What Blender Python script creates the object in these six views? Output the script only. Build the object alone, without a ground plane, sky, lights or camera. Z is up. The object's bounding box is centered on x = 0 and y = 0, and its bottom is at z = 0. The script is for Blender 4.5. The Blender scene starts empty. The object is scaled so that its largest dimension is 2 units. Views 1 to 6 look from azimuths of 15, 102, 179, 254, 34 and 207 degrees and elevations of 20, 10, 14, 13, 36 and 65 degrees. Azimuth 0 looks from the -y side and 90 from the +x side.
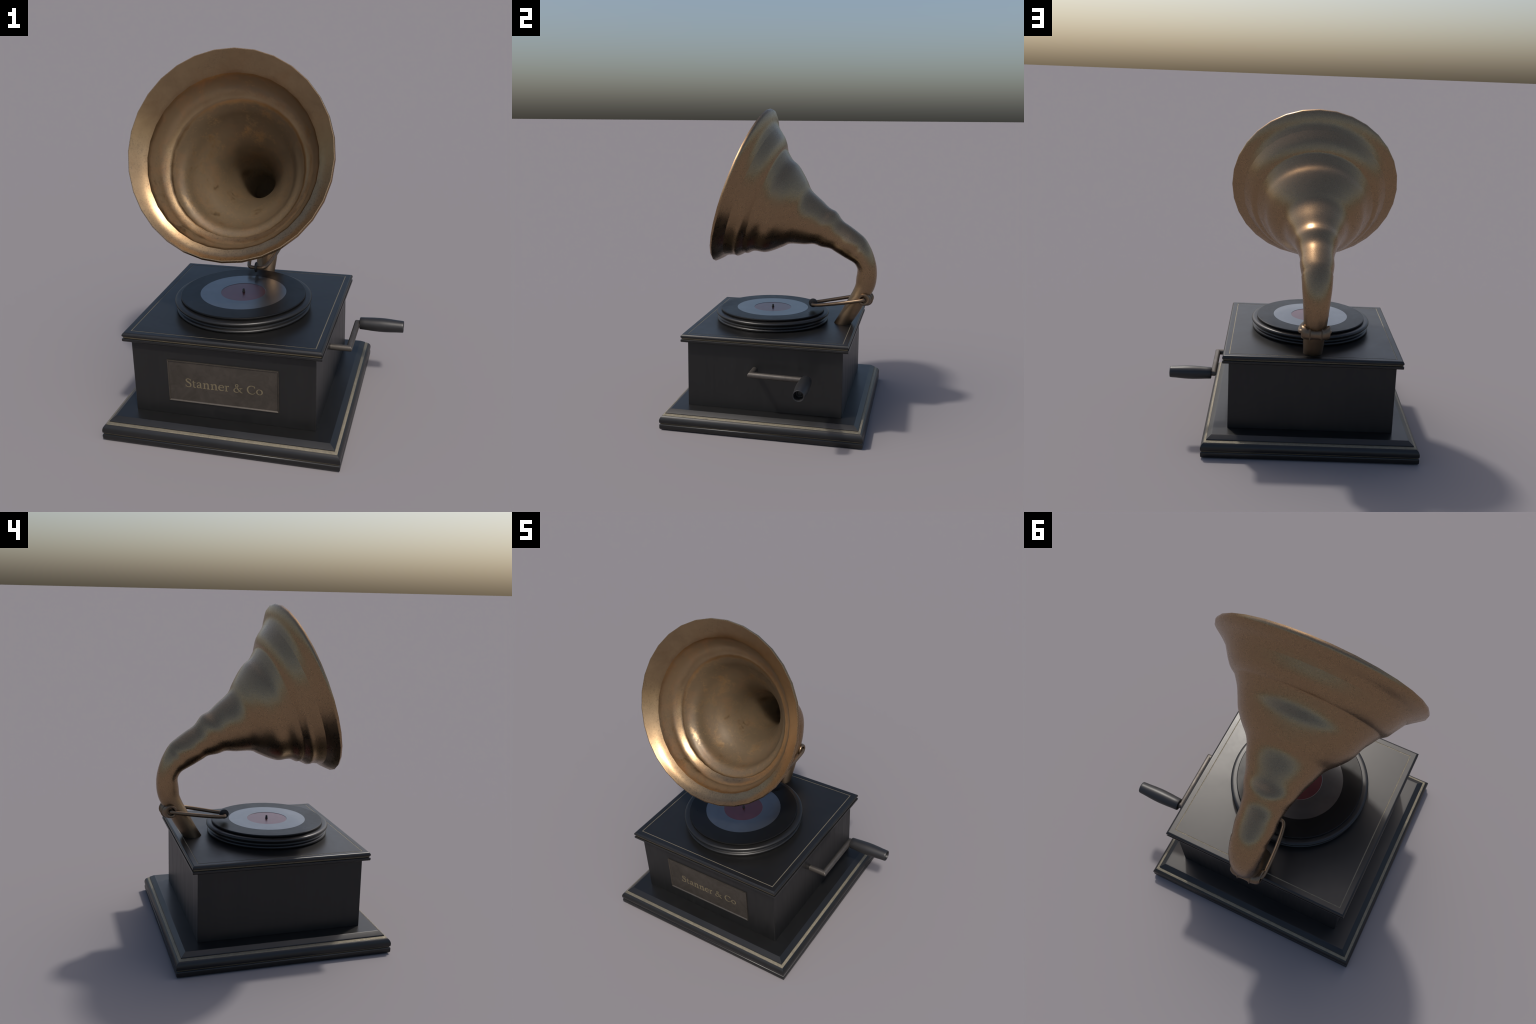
import bpy, bmesh, math, random
import numpy as np
from mathutils import Vector, Matrix

random.seed(7)
CX, CY = -0.1135, -0.003          # middle of the wooden case
HX = -0.1120                       # symmetry plane of the horn

# ------------------------------------------------------------------ helpers
def link(ob, parent=None):
    bpy.context.scene.collection.objects.link(ob)
    if parent is not None:
        ob.parent = parent
    return ob

def mesh_object(name, verts, faces, mat, parent=None, angle=35, flip=None):
    me = bpy.data.meshes.new(name)
    me.from_pydata([tuple(map(float, v)) for v in verts], [], faces)
    bm = bmesh.new(); bm.from_mesh(me)
    bmesh.ops.remove_doubles(bm, verts=bm.verts, dist=1e-6)
    bmesh.ops.recalc_face_normals(bm, faces=bm.faces)
    bm.to_mesh(me); bm.free()
    me.polygons.foreach_set("use_smooth", [True] * len(me.polygons))
    me.set_sharp_from_angle(angle=math.radians(angle))
    me.materials.append(mat)
    return link(bpy.data.objects.new(name, me), parent)

def bevel(ob, width, segments=3, angle=40):
    m = ob.modifiers.new("rounded_edges", "BEVEL")
    m.width, m.segments, m.limit_method, m.angle_limit = width, segments, "ANGLE", math.radians(angle)
    m.harden_normals = True
    return ob

def rect_loft(profile, hx, hy, cx=CX, cy=CY, caps=(True, True)):
    """mitred moulding: every (inset, z) of the profile becomes a rectangle"""
    v, f = [], []
    for inset, z in profile:
        a, b = hx - inset, hy - inset
        v += [(cx - a, cy - b, z), (cx + a, cy - b, z), (cx + a, cy + b, z), (cx - a, cy + b, z)]
    n = len(profile)
    for i in range(n - 1):
        for k in range(4):
            f.append((4*i + k, 4*i + (k+1) % 4, 4*i + 4 + (k+1) % 4, 4*i + 4 + k))
    if caps[0]: f.append((3, 2, 1, 0))
    if caps[1]: f.append(tuple(4*(n-1) + k for k in range(4)))
    return v, f

def arc(c, r, a0, a1, n):
    return [(c[0] + r[0]*math.cos(math.radians(a0 + (a1-a0)*i/n)),
             c[1] + r[1]*math.sin(math.radians(a0 + (a1-a0)*i/n))) for i in range(n+1)]

def lathe(profile, centre, seg=96, axis="z", closed=False):
    """profile of (radius, height) turned about an axis"""
    v, f = [], []
    n = len(profile)
    for r, h in profile:
        for k in range(seg):
            a = 2*math.pi*k/seg
            c, s = r*math.cos(a), r*math.sin(a)
            p = {"z": (c, s, h), "x": (h, c, s), "y": (c, h, s)}[axis]
            v.append((p[0]+centre[0], p[1]+centre[1], p[2]+centre[2]))
    for i in range(n if closed else n-1):
        j = (i+1) % n
        for k in range(seg):
            f.append((i*seg+k, i*seg+(k+1) % seg, j*seg+(k+1) % seg, j*seg+k))
    return v, f

def spline(P, steps):
    """Catmull-Rom through the points (any dimension)"""
    P = np.array(P, float); out = []
    for i in range(len(P)-1):
        a, b, c, d = P[max(i-1, 0)], P[i], P[i+1], P[min(i+2, len(P)-1)]
        for j in range(steps):
            t = j/steps
            out.append(.5*(2*b + (c-a)*t + (2*a-5*b+4*c-d)*t*t + (-a+3*b-3*c+d)*t**3))
    out.append(P[-1])
    return np.array(out)

def tube(path, radii, seg=16, mitre=False):
    """round bar swept along a path with a radius at each point"""
    P = [Vector(p) for p in path]
    v, f = [], []
    up = Vector((0, 0, 1))
    for i, p in enumerate(P):
        d0 = (P[i]-P[i-1]).normalized() if i else (P[1]-P[0]).normalized()
        d1 = (P[i+1]-P[i]).normalized() if i < len(P)-1 else d0
        t = (d0+d1).normalized()
        side = d0.cross(up).normalized(); up = side.cross(d0).normalized()
        for k in range(seg):
            a = 2*math.pi*k/seg
            o = (up*math.cos(a) + side*math.sin(a))*radii[i]
            if mitre:                         # slide the ring into the mitre plane
                o = o - d0*(o.dot(t)/d0.dot(t))
            v.append(p+o)
    n = len(P)
    for i in range(n-1):
        for k in range(seg):
            f.append((i*seg+k, i*seg+(k+1) % seg, (i+1)*seg+(k+1) % seg, (i+1)*seg+k))
    f.append(tuple(range(seg-1, -1, -1))); f.append(tuple((n-1)*seg+k for k in range(seg)))
    return v, f

# ---------------------------------------------------------------- materials
class Nodes:
    def __init__(self, name):
        self.mat = bpy.data.materials.new(name); self.mat.use_nodes = True
        self.t = self.mat.node_tree
        self.b = self.t.nodes["Principled BSDF"]
        self.co = self.t.nodes.new("ShaderNodeTexCoord").outputs["Object"]
    def new(self, kind, **kw):
        n = self.t.nodes.new(kind)
        for k, v in kw.items():
            setattr(n, k, v)
        return n
    def wire(self, a, b):
        self.t.links.new(a, b)
    def noise(self, scale, detail=4, rough=.55, stretch=(1, 1, 1), distort=0, shift=(0, 0, 0)):
        m = self.new("ShaderNodeMapping"); m.inputs["Scale"].default_value = stretch
        m.inputs["Location"].default_value = shift
        self.wire(self.co, m.inputs["Vector"])
        n = self.new("ShaderNodeTexNoise")
        n.inputs["Scale"].default_value, n.inputs["Detail"].default_value = scale, detail
        n.inputs["Roughness"].default_value, n.inputs["Distortion"].default_value = rough, distort
        self.wire(m.outputs[0], n.inputs["Vector"])
        return n.outputs["Fac"]
    def ramp(self, fac, stops, smooth=False):
        r = self.new("ShaderNodeValToRGB"); e = r.color_ramp.elements
        if smooth: r.color_ramp.interpolation = "EASE"
        while len(e) < len(stops): e.new(0.5)
        for k, (p, c) in zip(e, stops):
            k.position = p
            k.color = (c, c, c, 1) if not isinstance(c, tuple) else (*c, 1)
        self.wire(fac, r.inputs["Fac"])
        return r.outputs["Color"]
    def mix(self, fac, a, b, blend="MIX"):
        m = self.new("ShaderNodeMix", data_type="RGBA", blend_type=blend)
        for sock, x in ((m.inputs["Factor"], fac), (m.inputs["A"], a), (m.inputs["B"], b)):
            if isinstance(x, (int, float)): sock.default_value = x
            elif isinstance(x, tuple): sock.default_value = (*x, 1)
            else: self.wire(x, sock)
        return m.outputs["Result"]
    def math(self, op, a, b=0.0, c=None):
        m = self.new("ShaderNodeMath", operation=op)
        for s, x in zip(m.inputs, (a, b, c)):
            if x is None: continue
            if isinstance(x, (int, float)): s.default_value = x
            else: self.wire(x, s)
        return m.outputs[0]
    def bump(self, height, strength, distance=.01):
        b = self.new("ShaderNodeBump")
        b.inputs["Strength"].default_value, b.inputs["Distance"].default_value = strength, distance
        self.wire(height, b.inputs["Height"]); self.wire(b.outputs[0], self.b.inputs["Normal"])
    def set(self, **kw):
        for k, v in kw.items():
            s = self.b.inputs[k.replace("_", " ")]
            if isinstance(v, tuple): s.default_value = (*v, 1)
            elif isinstance(v, (int, float)): s.default_value = v
            else: self.wire(v, s)
        return self

def lacquer(name, base, rough, spread=.10, grain=(1, 1, 1), spec=.5, metal=0.0, coat=0.0):
    n = Nodes(name)
    smudge = n.noise(3.2, 6, .62, grain, .5)
    fine = n.noise(38, 3, .6, grain)
    rr = n.math("ADD", n.math("MULTIPLY", n.math("SUBTRACT", smudge, .5), spread*2.2),
                n.math("MULTIPLY_ADD", n.math("SUBTRACT", fine, .5), spread*.5, rough))
    dust = n.ramp(n.noise(5.5, 8, .68, grain, .3, (3, 1, 2)), [(.45, 0.0), (.75, 1.0)])
    col = n.mix(n.math("MULTIPLY", dust, .35), base, tuple(min(1, c*1.6+.003) for c in base))
    n.set(Base_Color=col, Roughness=rr, Specular_IOR_Level=spec, Metallic=metal, Coat_Weight=coat, Coat_Roughness=.25)
    n.bump(fine, .03, .002)
    return n.mat

def bronze(name, base, rough, mottling=.15):
    """outside of the horn and its fittings: even brown metal with a fine grain"""
    n = Nodes(name)
    cloud = n.ramp(n.noise(3.4, 6, .6, distort=.4), [(.38, 0.0), (.68, 1.0)])
    speck = n.ramp(n.noise(95, 5, .75, shift=(1, 5, 2)), [(.28, 1.0), (.42, 0.0)])
    grain = n.noise(230, 3, .7)
    fog = n.noise(14, 6, .65, shift=(2, 8, 3))
    col = n.mix(n.math("MULTIPLY", cloud, mottling), base, tuple(c*k for c, k in zip(base, (1.18, 1.05, .9))))
    col = n.mix(.55, col, n.mix(n.ramp(grain, [(.32, 0.0), (.68, 1.0)]), tuple(c*.72 for c in base), tuple(c*1.28 for c in base)))
    col = n.mix(n.math("MULTIPLY", speck, .5), col, tuple(c*.5 for c in base))
    rr = n.math("ADD", n.math("MULTIPLY_ADD", n.math("SUBTRACT", fog, .5), .16, rough),
                n.math("MULTIPLY", n.math("SUBTRACT", grain, .5), .10))
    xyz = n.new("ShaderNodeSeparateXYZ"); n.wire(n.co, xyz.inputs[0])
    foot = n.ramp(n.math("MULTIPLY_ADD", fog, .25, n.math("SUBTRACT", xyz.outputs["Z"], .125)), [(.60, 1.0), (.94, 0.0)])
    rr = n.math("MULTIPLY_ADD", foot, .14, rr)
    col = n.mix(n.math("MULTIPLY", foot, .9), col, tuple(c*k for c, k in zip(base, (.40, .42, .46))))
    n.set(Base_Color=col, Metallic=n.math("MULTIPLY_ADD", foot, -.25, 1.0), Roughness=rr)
    n.bump(grain, .09, .003)
    return n.mat

def mouth_bronze(name):
    """inside of the horn: bright worn lip and ridge, dull brown patina with golden patches deeper in"""
    n = Nodes(name)
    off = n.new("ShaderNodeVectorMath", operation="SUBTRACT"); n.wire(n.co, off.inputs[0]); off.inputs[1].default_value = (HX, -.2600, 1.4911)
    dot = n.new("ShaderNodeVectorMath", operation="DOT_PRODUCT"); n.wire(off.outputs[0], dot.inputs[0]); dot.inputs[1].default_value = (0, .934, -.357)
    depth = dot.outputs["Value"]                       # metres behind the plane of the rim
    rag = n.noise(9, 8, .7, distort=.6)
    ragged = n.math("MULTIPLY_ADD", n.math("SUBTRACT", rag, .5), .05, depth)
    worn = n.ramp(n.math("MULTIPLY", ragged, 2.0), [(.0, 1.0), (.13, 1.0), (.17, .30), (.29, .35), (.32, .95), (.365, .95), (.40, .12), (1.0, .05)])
    patch = n.ramp(n.noise(7.0, 12, .80, distort=.15, shift=(4, 2, 7)), [(.50, 0.0), (.62, 1.0)])
    rust = n.ramp(n.noise(6.0, 8, .7, distort=.5, shift=(9, 1, 3)), [(.50, 0.0), (.66, 1.0)])
    speck = n.ramp(n.noise(105, 6, .78, shift=(1, 5, 2)), [(.36, 1.0), (.50, 0.0)])
    xyz = n.new("ShaderNodeSeparateXYZ"); n.wire(n.co, xyz.inputs[0])
    low = n.ramp(n.math("MULTIPLY", xyz.outputs["Z"], .5), [(.55, .30), (.82, 0.0)])      # grime settles in the lower half
    stain = n.ramp(n.math("ADD", n.noise(5, 7, .7, shift=(3, 3, 8)), low), [(.52, 0.0), (.74, 1.0)])
    grain = n.noise(230, 3, .7)
    metal = n.math("MAXIMUM", worn, n.math("MULTIPLY", patch, .85))
    dull, bright = (.104, .076, .044), (.345, .242, .136)
    col = n.mix(metal, dull, bright)
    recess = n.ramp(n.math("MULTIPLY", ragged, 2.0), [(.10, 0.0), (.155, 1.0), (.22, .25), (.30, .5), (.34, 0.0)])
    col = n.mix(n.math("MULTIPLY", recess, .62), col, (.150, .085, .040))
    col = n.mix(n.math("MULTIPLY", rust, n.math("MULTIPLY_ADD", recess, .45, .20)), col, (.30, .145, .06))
    tarnish = n.ramp(n.noise(4.5, 9, .74, distort=.3, shift=(6, 9, 1)), [(.36, 1.0), (.60, 0.0)])
    col = n.mix(n.math("MULTIPLY", tarnish, .38), col, (.175, .112, .062))
    dark = n.math("MULTIPLY", speck, stain)
    col = n.mix(n.math("MULTIPLY", dark, .50), col, (.075, .058, .045))
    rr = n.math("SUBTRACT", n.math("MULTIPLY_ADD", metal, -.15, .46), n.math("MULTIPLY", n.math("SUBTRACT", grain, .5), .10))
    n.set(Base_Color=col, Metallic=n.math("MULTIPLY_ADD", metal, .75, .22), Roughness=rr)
    n.bump(grain, .07, .003)
    return n.mat

BLACK = lacquer("black_lacquer", (.0075, .0074, .0073), .35)
BLACK_SIDE = lacquer("black_lacquer_case", (.0070, .0069, .0067), .42, .14, (9, 9, .7))
VINYL = lacquer("record_vinyl", (.0035, .0035, .0036), .33, .16, spec=.26)
RUBBER = lacquer("grip_black", (.016, .016, .017), .42, .05)
DISC_BLACK = lacquer("soundbox_black", (.010, .010, .010), .5, .05)
LABEL_GREY = lacquer("record_label_grey", (.150, .154, .160), .29, .035, metal=.92, coat=.65)
LABEL_RED = lacquer("record_label_red", (.165, .050, .055), .30, .05, metal=.75, coat=.55)
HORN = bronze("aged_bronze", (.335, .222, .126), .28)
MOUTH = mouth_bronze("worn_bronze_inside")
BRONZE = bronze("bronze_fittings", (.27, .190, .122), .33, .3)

def gold_paint(name, tone, metal, rough, bump):
    n = Nodes(name)
    g = n.noise(330, 2, .7)
    n.set(Base_Color=n.ramp(n.noise(60, 4, .7), [(.35, tuple(.86*c for c in tone)), (.7, tuple(1.14*c for c in tone))]),
          Metallic=metal, Roughness=rough)
    n.bump(g, bump, .005)
    return n.mat
GOLD = gold_paint("gold_inlay", (.225, .198, .142), .5, .30, .75)
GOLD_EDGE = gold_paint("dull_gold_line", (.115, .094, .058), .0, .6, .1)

def flat_metal(name, a, b, rough, metal):
    n = Nodes(name)
    stain = n.ramp(n.noise(9, 8, .7, distort=.5), [(.38, 0.0), (.62, 1.0)])
    spot = n.ramp(n.noise(75, 5, .72), [(.62, 0.0), (.74, 1.0)])
    col = n.mix(stain, a, b)
    col = n.mix(n.math("MULTIPLY", spot, .5), col, tuple(c*.35 for c in a))
    n.set(Base_Color=col, Metallic=metal,
          Roughness=n.math("MULTIPLY_ADD", stain, -.12, rough))
    return n.mat
PLATE = flat_metal("tarnished_plate", (.078, .067, .055), (.108, .094, .078), .48, .75)
STEEL = flat_metal("dull_steel", (.085, .076, .068), (.115, .104, .093), .58, .7)
LETTER = flat_metal("letter_brass", (.17, .14, .085), (.20, .165, .10), .5, .35)

# --------------------------------------------------------------------- root
root = link(bpy.data.objects.new("gramophone", None))
root["label"] = "antique gramophone with bronze horn on black box and hand crank"
root["category"] = "gramophone"

# ------------------------------------------------------------------- plinth
PX, PY = 0.6435, 0.6400
slab = [(.016, 0), (.006, .003), (.0015, .010), (.001, .030), (.003, .0365), (.0075, .0385)]
mesh_object("plinth_slab", *rect_loft(slab, PX, PY), BLACK, root, 50)
mesh_object("plinth_lower_inlay", *rect_loft([(.0085, .0375), (.0064, .0388), (.0064, .0424), (.0085, .0440)], PX, PY, caps=(False, False)), GOLD_EDGE, root, 20)
cushion = [(.0085, .0425), (.0035, .0440), (.0008, .0480)] + arc((.0285, .056), (.0285, .0375), 180, 118, 9)[1:] + [(.0185, .0915), (.040, .0925)]
mesh_object("plinth_moulding", *rect_loft(cushion, PX, PY, caps=(True, True)), BLACK, root, 40)
mesh_object("plinth_upper_inlay", *rect_loft([(.0175, .0885), (.0172, .0915), (.0185, .0935), (.0305, .0995), (.034, .0995)], PX, PY, caps=(False, False)), GOLD, root, 60)
top = [(.0325, .0940), (.0325, .1035), (.0345, .1062), (.0595, .1240), (.0615, .1248), (.0640, .1250), (.0670, .1250)]
mesh_object("plinth_top", *rect_loft(top, PX, PY), BLACK, root, 14)

# ------------------------------------------------------------------ cabinet
BX, BY = 0.4955, 0.4925
case = mesh_object("cabinet", *rect_loft([(0, .1235), (0, .5515)], BX, BY), BLACK_SIDE, root)
bevel(case, .004, 3)

# ---------------------------------------------------------------------- lid
LX, LY = 0.5315, 0.5285
lower = [(.008, .5485), (.003, .5495), (.0003, .5530), (.0, .5640), (.0010, .5656), (.0080, .5662)]
mesh_object("lid_lower_board", *rect_loft(lower, LX, LY), BLACK, root, 28)
mesh_object("lid_edge_inlay", *rect_loft([(.0085, .566), (.0062, .5685), (.0050, .5735), (.0046, .5765), (.006, .5775)], LX, LY, caps=(False, False)), GOLD_EDGE, root, 20)
GI, GW, GD = .0365, .0055, .0030         # groove of the top inlay: inset, width, depth
upper = [(.010, .5755), (.0030, .5765), (.0005, .5795), (0, .5825), (0, .5875), (.0009, .5895), (.0055, .5957), (.0105, .5980), (.0130, .5980),
         (GI, .5980), (GI, .5980-GD), (GI+GW, .5980-GD), (GI+GW, .5980)]
mesh_object("lid_upper_board", *rect_loft(upper, LX, LY), BLACK, root, 30)
g = [(GI+.0002, .5980-GD+.0004), (GI+.0002, .5980-.0009), (GI+GW-.0002, .5980-.0009), (GI+GW-.0002, .5980-GD+.0004)]
mesh_object("lid_top_inlay", *rect_loft(g, LX, LY, caps=(False, False)), GOLD, root)

# ---------------------------------------------------------------- nameplate
plate_c, plate_h = (-.1125, .3310), (.3015, .1210)
def plate_loft(profile):
    v, f = [], []
    for inset, y in profile:
        a, b = plate_h[0]-inset, plate_h[1]-inset
        v += [(plate_c[0]+sx*a, y, plate_c[1]+sz*b) for sx, sz in ((-1, -1), (1, -1), (1, 1), (-1, 1))]
    n = len(profile)
    for i in range(n-1):
        for k in range(4):
            f.append((4*i+k, 4*i+(k+1) % 4, 4*i+4+(k+1) % 4, 4*i+4+k))
    f += [(3, 2, 1, 0), tuple(4*(n-1)+k for k in range(4))]
    return v, f
yf = CY - BY
plate = mesh_object("nameplate", *plate_loft([(0, yf+.004), (0, yf-.0045), (.0012, yf-.0072), (.0034, yf-.0080), (.0056, yf-.0066), (.0086, yf-.0020)]), PLATE, root, 30)

# lettering: every letter is a few pen strokes (x, z, pen width), cap height 1
SERIF = .055
def foot(x, half=.15, z=0.025):
    return [(x-half, z, SERIF*.8), (x-half*.4, z+.004, SERIF), (x+half*.4, z+.004, SERIF), (x+half, z, SERIF*.8)]
n_strokes = [[(.17, 0, .125), (.17, .3, .125), (.17, .63, .125)], foot(.17), [(.01, .595, .04), (.10, .625, .055), (.2, .66, .03)],
             [(.20, .47, .04), (.27, .57, .06), (.37, .63, .075), (.49, .61, .11), (.55, .49, .125), (.555, .3, .125), (.555, .0, .125)], foot(.555)]
GLYPH = {
 "S": [[(.55, .71, .04), (.53, .84, .055), (.44, .945, .06), (.31, .965, .06), (.17, .92, .09), (.11, .80, .125), (.17, .68, .145), (.33, .565, .155), (.49, .45, .15), (.565, .31, .135), (.54, .15, .11), (.42, .045, .075), (.27, .025, .06), (.14, .075, .06), (.07, .18, .05), (.045, .31, .04)],
       [(.555, .97, .03), (.55, .85, .05), (.548, .71, .03)], [(.045, .01, .03), (.05, .12, .05), (.05, .30, .03)]],
 "t": [[(.17, .84, .02), (.185, .70, .09), (.19, .5, .125), (.19, .25, .125), (.205, .10, .12), (.29, .03, .085), (.38, .045, .05), (.44, .09, .03)],
       [(.0, .60, .03), (.08, .64, .05), (.22, .645, .055), (.42, .645, .055)], [(.02, .60, .02), (.12, .72, .06), (.18, .84, .02)]],
 "a": [[(.07, .50, .11), (.10, .57, .09), (.21, .645, .06), (.34, .635, .08), (.42, .54, .115), (.425, .35, .125), (.425, .14, .125), (.47, .055, .09), (.54, .04, .05), (.60, .075, .03)],
       [(.41, .40, .05), (.27, .355, .06), (.13, .28, .10), (.085, .17, .125), (.13, .07, .10), (.22, .04, .07), (.33, .075, .05), (.42, .16, .04)]],
 "n": n_strokes,
 "e": [[(.10, .365, .045), (.30, .37, .045), (.52, .37, .045)],
       [(.535, .36, .06), (.52, .50, .085), (.43, .615, .07), (.31, .645, .055), (.18, .58, .09), (.095, .42, .125), (.10, .24, .13), (.19, .09, .115), (.33, .04, .08), (.46, .065, .055), (.555, .15, .035)]],
 "r": [[(.17, 0, .125), (.17, .3, .125), (.17, .63, .125)], foot(.17, .17), [(.01, .595, .04), (.10, .625, .055), (.2, .66, .03)],
       [(.20, .44, .04), (.26, .55, .06), (.35, .62, .085), (.43, .60, .125), (.475, .57, .10)]],
 "&": [[(.97, .03, .05), (.86, .04, .09), (.70, .17, .13), (.50, .42, .125), (.33, .66, .12), (.26, .82, .085), (.32, .935, .06), (.42, .955, .05), (.51, .88, .085), (.50, .74, .09), (.37, .60, .06), (.20, .46, .07), (.09, .30, .12), (.11, .14, .125), (.23, .05, .09), (.38, .035, .06), (.55, .11, .05), (.70, .26, .05), (.79, .42, .045), (.83, .52, .045)],
       [(.66, .525, .045), (.80, .53, .05), (.97, .525, .045)]],
 "C": [[(.85, .70, .035), (.80, .85, .05), (.68, .95, .06), (.52, .965, .065), (.30, .89, .10), (.14, .70, .135), (.10, .48, .145), (.16, .25, .13), (.32, .08, .095), (.52, .03, .065), (.70, .055, .055), (.83, .15, .045), (.89, .29, .03)],
       [(.85, .97, .03), (.852, .82, .055), (.85, .68, .03)]],
 "o": [[(.33 - .265*math.sin(a), .335 + .295*math.cos(a), .055 + .08*math.sin(a)**2) for a in np.linspace(0, 2*math.pi, 17)]],
}
WIDE = {"S": (.02, .63), "t": (.0, .44), "a": (.02, .60), "n": (.01, .71), "e": (.03, .56), "r": (.0, .54), "&": (.03, .98), "C": (.03, .90), "o": (.0, .66)}
CAP, BASE = .0505, .3013
def letter(ch, x0, x1):
    lo, hi = WIDE[ch]
    sx = (x1-x0)/(hi-lo)
    v, f = [], []
    yb = yf - .0012                                   # inside the plate
    for si, s in enumerate(GLYPH[ch]):
        P = spline(s, 6)
        yt = yf - .0030 - .00025*si
        k0 = len(v)
        for i, (x, z, w) in enumerate(P):
            d = P[min(i+1, len(P)-1)] - P[max(i-1, 0)]
            L = math.hypot(d[0], d[1]) or 1
            nx, nz = -d[1]/L*w/2, d[0]/L*w/2
            for (a, b), y in (((x+nx, z+nz), yt), ((x-nx, z-nz), yt), ((x-nx, z-nz), yb), ((x+nx, z+nz), yb)):
                v.append((x0+(a-lo)*sx, y, BASE+b*CAP))
        m = len(P)
        for i in range(m-1):
            for k in range(4):
                f.append((k0+4*i+k, k0+4*i+(k+1) % 4, k0+4*i+4+(k+1) % 4, k0+4*i+4+k))
        f += [(k0+3, k0+2, k0+1, k0), tuple(k0+4*(m-1)+k for k in range(4))]
    return mesh_object("letter", v, f, LETTER, plate, 30)
for ch, a, b in (("S", -.3178, -.2852), ("t", -.2800, -.2612), ("a", -.2555, -.2250), ("n", -.2209, -.1836), ("n", -.1788, -.1400),
                 ("e", -.1365, -.1060), ("r", -.1009, -.0757), ("&", -.0540, -.0050), ("C", .0186, .0632), ("o", .0680, .1035)):
    letter(ch, a, b)

# ---------------------------------------------------------------- turntable
TC = (-.1140, -.0535, 0)
platter = [(.02, .5965), (.362, .5965), (.3675, .5985), (.3730, .6035), (.3750, .6085), (.3745, .6125), (.3715, .6160), (.3660, .6185),
           (.3600, .6215), (.3575, .6270), (.3575, .6330), (.3600, .6370), (.3665, .6395), (.3735, .6420), (.3790, .6455), (.3815, .6500),
           (.3812, .6550), (.3785, .6595), (.3730, .6628), (.3660, .6640), (.3600, .6640), (.02, .6640)]
mesh_object("turntable", *lathe(platter, TC, 128), BLACK, root, 60)
record_p = [(.05, .6660), (.3440, .6660), (.3470, .6675), (.3478, .6715), (.3478, .6745), (.3465, .6775), (.3435, .6785), (.3400, .6785), (.2450, .6785), (.2400, .6785), (.2400, .6760), (.05, .6760)]
record = mesh_object("record", *lathe(record_p, TC, 96), VINYL, root, 12)
grey_p = [(.06, .6762), (.2397, .6762), (.2397, .6788), (.1255, .6788), (.1245, .6780), (.1245, .6766), (.06, .6766)]
mesh_object("grey_ring", *lathe(grey_p, TC, 48), LABEL_GREY, record, 12)
red_p = [(.004, .6768), (.1238, .6768), (.1238, .6774), (.004, .6774)]
mesh_object("centre_label", *lathe(red_p, TC, 48), LABEL_RED, record, 12)
spin = [(.0, .6700), (.0085, .6700), (.0085, .6800), (.0068, .6815), (.0062, .6930), (.0045, .6965), (.0, .6980)]
mesh_object("spindle", *lathe(spin, (-.1130, -.0515, 0), 24), DISC_BLACK, root, 40)

# --------------------------------------------------------------------- horn
# side profile of the horn as pairs of points (upper edge y, z, lower edge y, z), mouth to foot
RINGS = [(-.0805, 2.0000, -.4343, 1.0005), (-.0640, 1.9920, -.4270, .9898), (-.0519, 1.9565, -.4235, .9900), (-.0445, 1.9118, -.3909, 1.0064),
         (-.0283, 1.8761, -.3593, 1.0289), (.0085, 1.8170, -.3073, 1.0340), (.0218, 1.7704, -.2772, 1.0272), (.0244, 1.7429, -.2345, 1.0496),
         (.0610, 1.6785, -.2123, 1.0469), (.1018, 1.6425, -.1707, 1.0641), (.1340, 1.5967, -.1017, 1.0572), (.1701, 1.5321, -.0453, 1.0714),
         (.1998, 1.4738, .0234, 1.1005), (.2689, 1.4115, .0685, 1.1204), (.3184, 1.3658, .1596, 1.1193), (.3673, 1.3386, .2233, 1.1234),
         (.4095, 1.2832, .2713, 1.1076), (.4636, 1.2462, .3301, 1.0975), (.5210, 1.2044, .3662, 1.0772), (.5582, 1.1722, .4308, 1.0404),
         (.5864, 1.1293, .4857, 1.0113), (.6124, 1.0754, .5065, .9867), (.6356, .9999, .5136, .9600), (.6419, .9311, .5073, .9060),
         (.6345, .8656, .5029, .8613), (.6146, .8142, .4827, .8114), (.5884, .7769, .4614, .7717), (.5295, .6703, .4102, .6723), (.4665, .5777, .3535, .5744)]
SEG = 32
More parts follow.
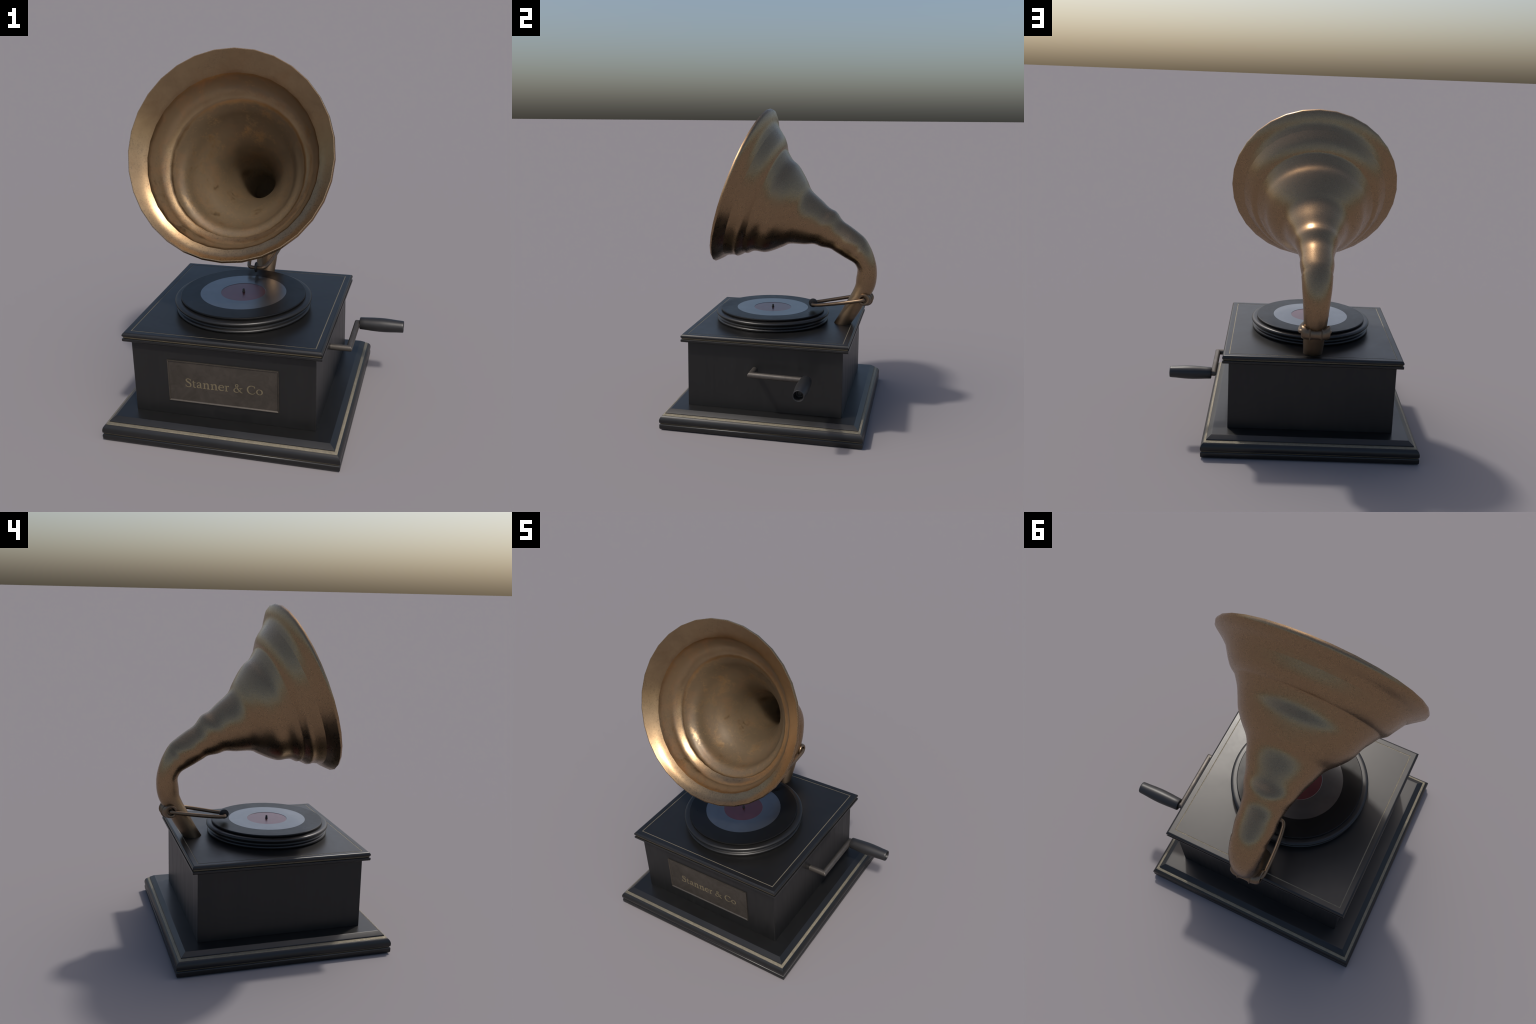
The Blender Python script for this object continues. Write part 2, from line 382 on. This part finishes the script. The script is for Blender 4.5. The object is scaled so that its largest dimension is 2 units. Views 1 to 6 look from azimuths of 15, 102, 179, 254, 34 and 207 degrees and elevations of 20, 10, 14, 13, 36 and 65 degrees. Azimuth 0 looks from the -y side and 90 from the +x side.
# sideways half-width where the neck is wider than it is deep: (height of the ring centre, half-width)
WIDTH = [(.50, .0515), (.592, .0554), (.671, .0617), (.817, .0679), (.861, .0700), (.976, .0795), (1.026, .0853), (1.076, .0893), (1.095, .0922)]
CREASES = (4, 7)                          # where the lip and the step meet the bowl
def piecewise(R, creases, steps=4):
    out = []
    stops = (0, *creases, len(R)-1)
    for a, b in zip(stops[:-1], stops[1:]):
        part = spline(R[a:b+1], steps)
        out += list(part if b == stops[-1] else part[:-1])
    return np.array(out)
def sheet_inside(R, t):
    """the same profile moved inwards by the thickness of the metal, and smoothed in the bowl and neck"""
    R = np.array(R); Q = R.copy()
    for c in (0, 2):
        P = R[:, c:c+2]; other = R[:, 2-c:4-c]
        for i in range(len(P)):
            d = P[min(i+1, len(P)-1)] - P[max(i-1, 0)]
            n = np.array([-d[1], d[0]]); n /= np.linalg.norm(n)
            if n.dot(other[i]-P[i]) < 0: n = -n
            Q[i, c:c+2] = P[i] + n*(t if i < 9 else 2.2*t)
    for _ in range(1):
        S = Q.copy()
        for i in range(10, len(Q)-1):
            S[i] = .25*Q[i-1] + .5*Q[i] + .25*Q[i+1]
        Q = S
    Q[0] = .9965*R[0] + .0035*R[0][[2, 3, 0, 1]]    # the cut edge of the sheet
    for i, push in ((3, .007), (4, .010)):          # the lip is a shallow dish, thicker at its inner crease
        Q[i] += np.array([-.934, .357, -.934, .357])*push
    return np.delete(Q, (1, 2), 0)                 # the lip runs straight to its edge
def loop(row, thick=0.0):
    ty, tz, by, bz = row
    c = ((ty+by)/2, (tz+bz)/2); h = ((ty-by)/2, (tz-bz)/2)
    r = math.hypot(*h)
    r *= 1 + .009*max(0, min(1, (r-.25)/.25))
    if c[1] < 1.095 and r < .11:
        r = max(r, float(np.interp(c[1], *zip(*WIDTH))) - thick)
    return [(HX + r*math.sin(2*math.pi*k/SEG), c[0]+h[0]*math.cos(2*math.pi*k/SEG), c[1]+h[1]*math.cos(2*math.pi*k/SEG)) for k in range(SEG)]
outer = piecewise(RINGS, CREASES)
inner = piecewise(sheet_inside(RINGS, .008), [c-2 for c in CREASES])[:-16]
v, f, slot = [], [], []
for row in outer[::-1]: v += loop(row)
n_out = len(outer)
for row in inner: v += loop(row, .018)
for i in range(len(v)//SEG-1):
    for k in range(SEG):
        f.append((i*SEG+k, i*SEG+(k+1) % SEG, (i+1)*SEG+(k+1) % SEG, (i+1)*SEG+k))
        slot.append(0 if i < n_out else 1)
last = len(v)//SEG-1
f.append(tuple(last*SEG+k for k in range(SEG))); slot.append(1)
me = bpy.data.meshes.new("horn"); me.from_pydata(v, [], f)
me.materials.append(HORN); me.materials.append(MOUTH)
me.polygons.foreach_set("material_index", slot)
pz = me.polygons[0]                       # outside must face away from the spine
if (Vector(pz.center)-Vector(np.mean(np.array(v[:SEG]), axis=0))).dot(pz.normal) < 0:
    me.flip_normals()
me.polygons.foreach_set("use_smooth", [True]*len(me.polygons))
me.set_sharp_from_angle(angle=math.radians(40))
sharp = me.attributes.get("sharp_edge") or me.attributes.new("sharp_edge", "BOOLEAN", "EDGE")
crease_loops = {n_out-1-4*c for c in CREASES[:1]} | {n_out + 4*(c-2) for c in CREASES[:1]} | {n_out-1, n_out}
for e in me.edges:
    a, b = e.vertices
    if a//SEG == b//SEG and a//SEG in crease_loops:
        sharp.data[e.index].value = True
horn = link(bpy.data.objects.new("horn", me), root)

# ------------------------------------------------- hinge clamp and tone arm
def barrel():
    prof = [(-.0805, .0240), (-.0825, .0300), (-.0818, .0358), (-.0765, .0392), (-.0640, .0400), (-.0510, .0378), (-.0420, .0356), (-.0375, .0366),
            (-.0340, .0418), (-.0320, .0418), (-.0300, .0372), (-.0240, .0330), (-.0120, .0305), (.0, .0300)]
    prof = prof + [(-x, r) for x, r in prof[-2::-1]]
    prof = [(-.0620, .0010), (-.0620, .0225)] + prof + [(.0620, .0225), (.0620, .0010)]
    v, f, seg = [], [], 28
    for x, r in prof:
        w = 1-min(1, (x/.080)**2)
        yc, zc = .5665 + .0185*w, .7800 - .0085*w     # wraps round the back of the neck
        for k in range(seg):
            a = 2*math.pi*k/seg
            v.append((HX-.003+x, yc+r*math.cos(a), zc+r*math.sin(a)))
    for i in range(len(prof)-1):
        for k in range(seg):
            f.append((i*seg+k, i*seg+(k+1) % seg, (i+1)*seg+(k+1) % seg, (i+1)*seg+k))
    return v, f
clamp = mesh_object("hinge_clamp", *barrel(), BRONZE, root, 30)

AX = -.1120
half = [(.0600, .5670, .7795), (.0780, .5668, .7793), (.0845, .5560, .7770), (.0855, .5200, .7700), (.0800, .4300, .7520), (.0680, .3350, .7340), (.0565, .2720, .7230), (.0480, .2430, .7195), (.0330, .2270, .7180), (.0, .2235, .7178)]
path = [(AX-x, y, z) for x, y, z in half] + [(AX+x, y, z) for x, y, z in half[-2::-1]]
path = spline(path, 5)
rad = [.0118 - .0014*max(0, 1-abs(p[0]-AX)/.085) for p in path]
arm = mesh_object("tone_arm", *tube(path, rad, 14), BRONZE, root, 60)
disc = [(.004, -.0058), (.0270, -.0058), (.0292, -.0045), (.0300, -.0022), (.0300, .0022), (.0292, .0045), (.0270, .0058), (.004, .0058)]
mesh_object("soundbox", *lathe(disc, (AX, .2235, .7215), 40, "x"), DISC_BLACK, arm, 40)

# -------------------------------------------------------------------- crank
bar = [(.3700, -.0600, .3935), (.4850, -.0615, .3945), (.4840, .2840, .3880), (.5200, .2840, .3880)]
crank = mesh_object("crank", *tube(bar, [.0176]*4, 20, mitre=True), STEEL, root, 40)
bevel(crank, .004, 3, 50)
L0, L1 = .4985, .7537
prof = [(.010, L0+.001), (.031, L0), (.0343, L0+.0012), (.0357, L0+.0045), (.0368, L0+.03), (.0395, L0+.07), (.0412, L0+.115), (.0410, L0+.145), (.0392, L0+.18), (.0365, L0+.215), (.0350, L1-.010),
        (.0343, L1-.0025), (.0325, L1), (.0295, L1-.0010), (.0280, L1-.0040), (.0265, L1-.030), (.0255, L1-.050), (.0165, L1-.0505), (.0160, L1-.044), (.0145, L1-.0430), (.002, L1-.0430)]
mesh_object("handle", *lathe(prof, (0, .2840, .3885), 40, "x"), RUBBER, crank, 45)
